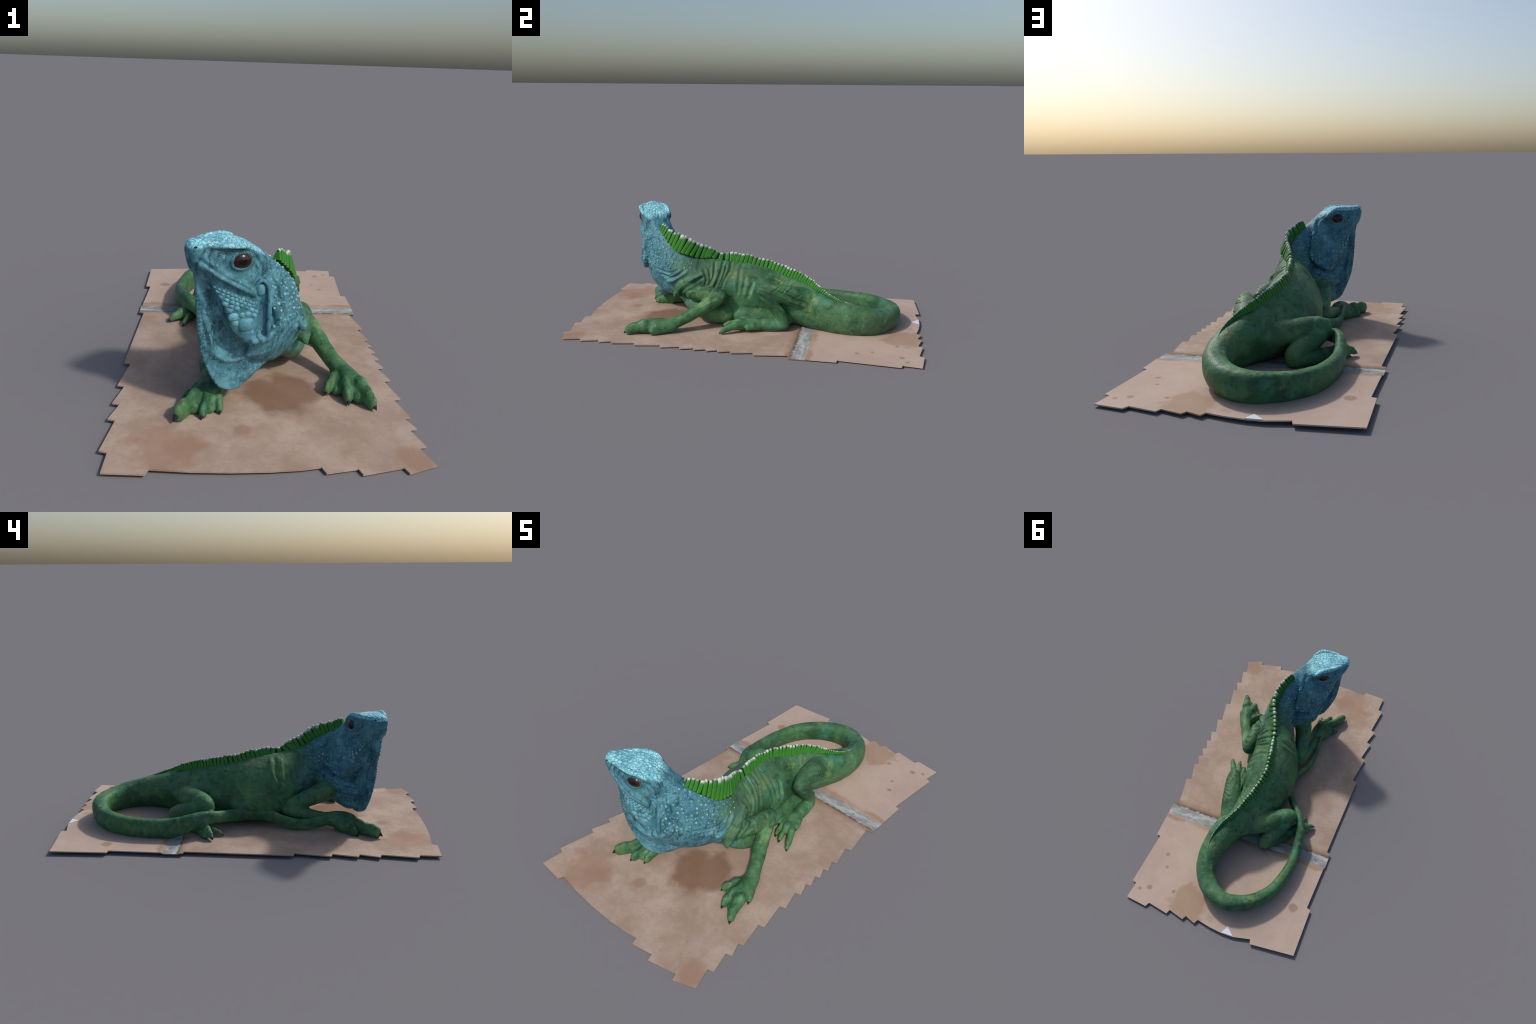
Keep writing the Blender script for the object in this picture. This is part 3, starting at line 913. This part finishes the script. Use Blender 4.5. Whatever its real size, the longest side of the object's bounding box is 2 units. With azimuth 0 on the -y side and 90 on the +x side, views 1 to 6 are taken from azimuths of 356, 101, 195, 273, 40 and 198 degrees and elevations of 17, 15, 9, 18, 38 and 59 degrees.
def floor_z(x, y):
    n = noise.noise(Vector((x * 2.1, y * 2.1, 4.0)))
    joint = min(max((.052 - abs(y - .350)) / .022, 0), 1)
    return .0122 - .0042 * x / .52 + .0018 * y / .97 + .0015 * n - .0062 * joint * joint * (3 - 2 * joint)
def floor_patch():
    bm = bmesh.new()
    vs = [bm.verts.new((x, y, 0)) for x, y in edge_outline()]
    bm.faces.new(vs)
    for ax, rngs in ((0, np.arange(-.5, .52, .04)), (1, sorted([*np.arange(-.98, 1.0, .04), .296, .304, .312, .322, .332, .368, .378, .388, .396, .404]))):
        for c in rngs:
            n = Vector((1, 0, 0)) if ax == 0 else Vector((0, 1, 0))
            bmesh.ops.bisect_plane(bm, geom=bm.verts[:] + bm.edges[:] + bm.faces[:], plane_co=n * float(c), plane_no=n)
    for v in bm.verts:
        v.co.z = floor_z(v.co.x, v.co.y)
    top = bm.faces[:]
    ext = bmesh.ops.extrude_face_region(bm, geom=top)
    for v in [g for g in ext["geom"] if isinstance(g, bmesh.types.BMVert)]:
        v.co.z = max(v.co.z - .0055, .0)
    bmesh.ops.recalc_face_normals(bm, faces=bm.faces)
    return bm

m_floor, nt, b = new_mat("stained_terracotta", .75)
g = N(nt)
c = g.mix(g.step(g.noise(5, 5, .6), .35, .68), (.37, .262, .198), (.48, .37, .295))
c = g.mix(g.step(g.noise(60, 5, .7), .45, .7, 0, .35), c, (.33, .21, .15))
c = g.mix(g.step(g.noise(22, 6, .7, g.mapping(loc=(4, 2, 1))), .52, .72, 0, .5), c, (.43, .36, .33))
c = g.mix(g.step(g.noise(8, 6, .7, g.mapping(loc=(9, 2, 1))), .55, .70, 0, .45), c, (.40, .24, .16))
c = g.mix(g.step(g.noise(150, 2, .5), .70, .78, 0, .5), c, (.16, .09, .06))
x, y, z = g.xyz()
c = g.mix(g.step(y, .33, .40, 0, .5), c, (.57, .44, .37))
def blot(c, cx, cy, r, col, amt, rag=.5):
    dx = g.math("SUBTRACT", x, cx); dy = g.math("SUBTRACT", y, cy)
    d = g.math("SQRT", g.math("ADD", g.math("MULTIPLY", dx, dx), g.math("MULTIPLY", dy, dy)))
    d = g.math("ADD", d, g.math("MULTIPLY", g.math("SUBTRACT", g.noise(9, 5), .5), r * 2 * rag))
    return g.mix(g.step(d, r * .7, r * 1.15, amt, 0), c, col)
c = blot(c, .08, -.50, .15, (.20, .105, .06), .75, .6)
c = blot(c, -.33, -.86, .12, (.32, .17, .10), .5, 1)
c = blot(c, .47, -.92, .07, (.33, .18, .11), .45, .8)
c = blot(c, .15, .90, .13, (.32, .19, .10), .55, 1)
c = blot(c, -.07, -.75, .035, (.30, .17, .11), .5, .6)
for sx, sy, r in ((.412, .881, .018), (.403, .65, .012), (.371, .727, .010), (.465, .907, .01), (.268, .856, .012), (-.431, .696, .03)):
    c = blot(c, sx, sy, r, (.28, .16, .08), .6, .6)
gy = g.math("ABSOLUTE", g.math("SUBTRACT", y, .35))
gy = g.math("ADD", gy, g.math("MULTIPLY", g.math("SUBTRACT", g.noise(14, 5), .5), .08))
c = g.mix(g.step(gy, .045, .085, .6, 0), c, (.27, .15, .08))
nt.links.new(c, b.inputs["Base Color"])
nt.links.new(g.bump(g.noise(120, 5, .7), .25, .002), b.inputs["Normal"])

floor_root = bpy.data.objects.new("floor_patch", None)
scene.collection.objects.link(floor_root)
floor_root["label"] = "thin terracotta floor patch with ragged edge and grout joint"
floor_root["category"] = "floor tile"
bm = floor_patch()
me = bpy.data.meshes.new("tile")
bm.to_mesh(me); bm.free()
tile = bpy.data.objects.new("tile", me)
scene.collection.objects.link(tile)
tile.parent = floor_root
me.materials.append(m_floor)

# grout joint
m_grout, nt, b = new_mat("grey_grout", .85)
g = N(nt)
c = g.mix(g.step(g.noise(26, 5, .7, g.mapping(scale=(.3, 1, 1))), .38, .66), (.27, .275, .27), (.52, .53, .52))
c = g.mix(g.step(g.noise(55, 5, .75, g.mapping(scale=(.5, 1, 1))), .60, .68, 0, .9), c, (.05, .04, .04))
nt.links.new(c, b.inputs["Base Color"])
gx, gy2, gz2 = g.xyz()
rag = g.math("ADD", gy2, g.math("MULTIPLY", g.math("SUBTRACT", g.noise(40, 5, .7), .5), .05))
c = g.mix(g.step(rag, .312, .324, .85, 0), c, (.06, .045, .04))
nt.links.new(c, b.inputs["Base Color"])
nt.links.new(g.bump(g.noise(80, 5, .7), .6, .004), b.inputs["Normal"])
vs, fs = [], []
nx = 90
prof = [(-.5, -.002), (-.46, .0008), (-.25, .0014), (0, .0016), (.25, .0014), (.46, .0008), (.5, -.002)]
for i in range(nx + 1):
    xx = -.526 + 1.054 * i / nx
    wid = .082 + .008 * noise.noise(Vector((xx * 9, 0, 3)))
    for p, h in prof:
        yy = .350 + p * wid + .004 * noise.noise(Vector((xx * 14, p * 3, 8)))
        vs.append((xx, yy, floor_z(xx, yy) + h))
for i in range(nx):
    for j in range(len(prof) - 1):
        a = i * len(prof) + j
        fs.append((a, a + len(prof), a + len(prof) + 1, a + 1))
grout = mesh_object("grout_joint", vs, fs, m_grout, floor_root)

# small white flake on the back edge
m_flake, nt, b = new_mat("white_flake", .6)
g = N(nt)
nt.links.new(g.mix(g.noise(40, 3), (.62, .66, .72), (.82, .85, .90)), b.inputs["Base Color"])
tri3 = [(-.094, .981), (-.116, .936), (-.164, .979)]
lo = [(x, y, floor_z(x, y) + .0004) for x, y in tri3]
hi = [(x, y, floor_z(x, y) + .0022) for x, y in tri3]
mesh_object("flake", lo + hi, [(2, 1, 0), (3, 4, 5), (0, 1, 4, 3), (1, 2, 5, 4), (2, 0, 3, 5)], m_flake, floor_root, False)
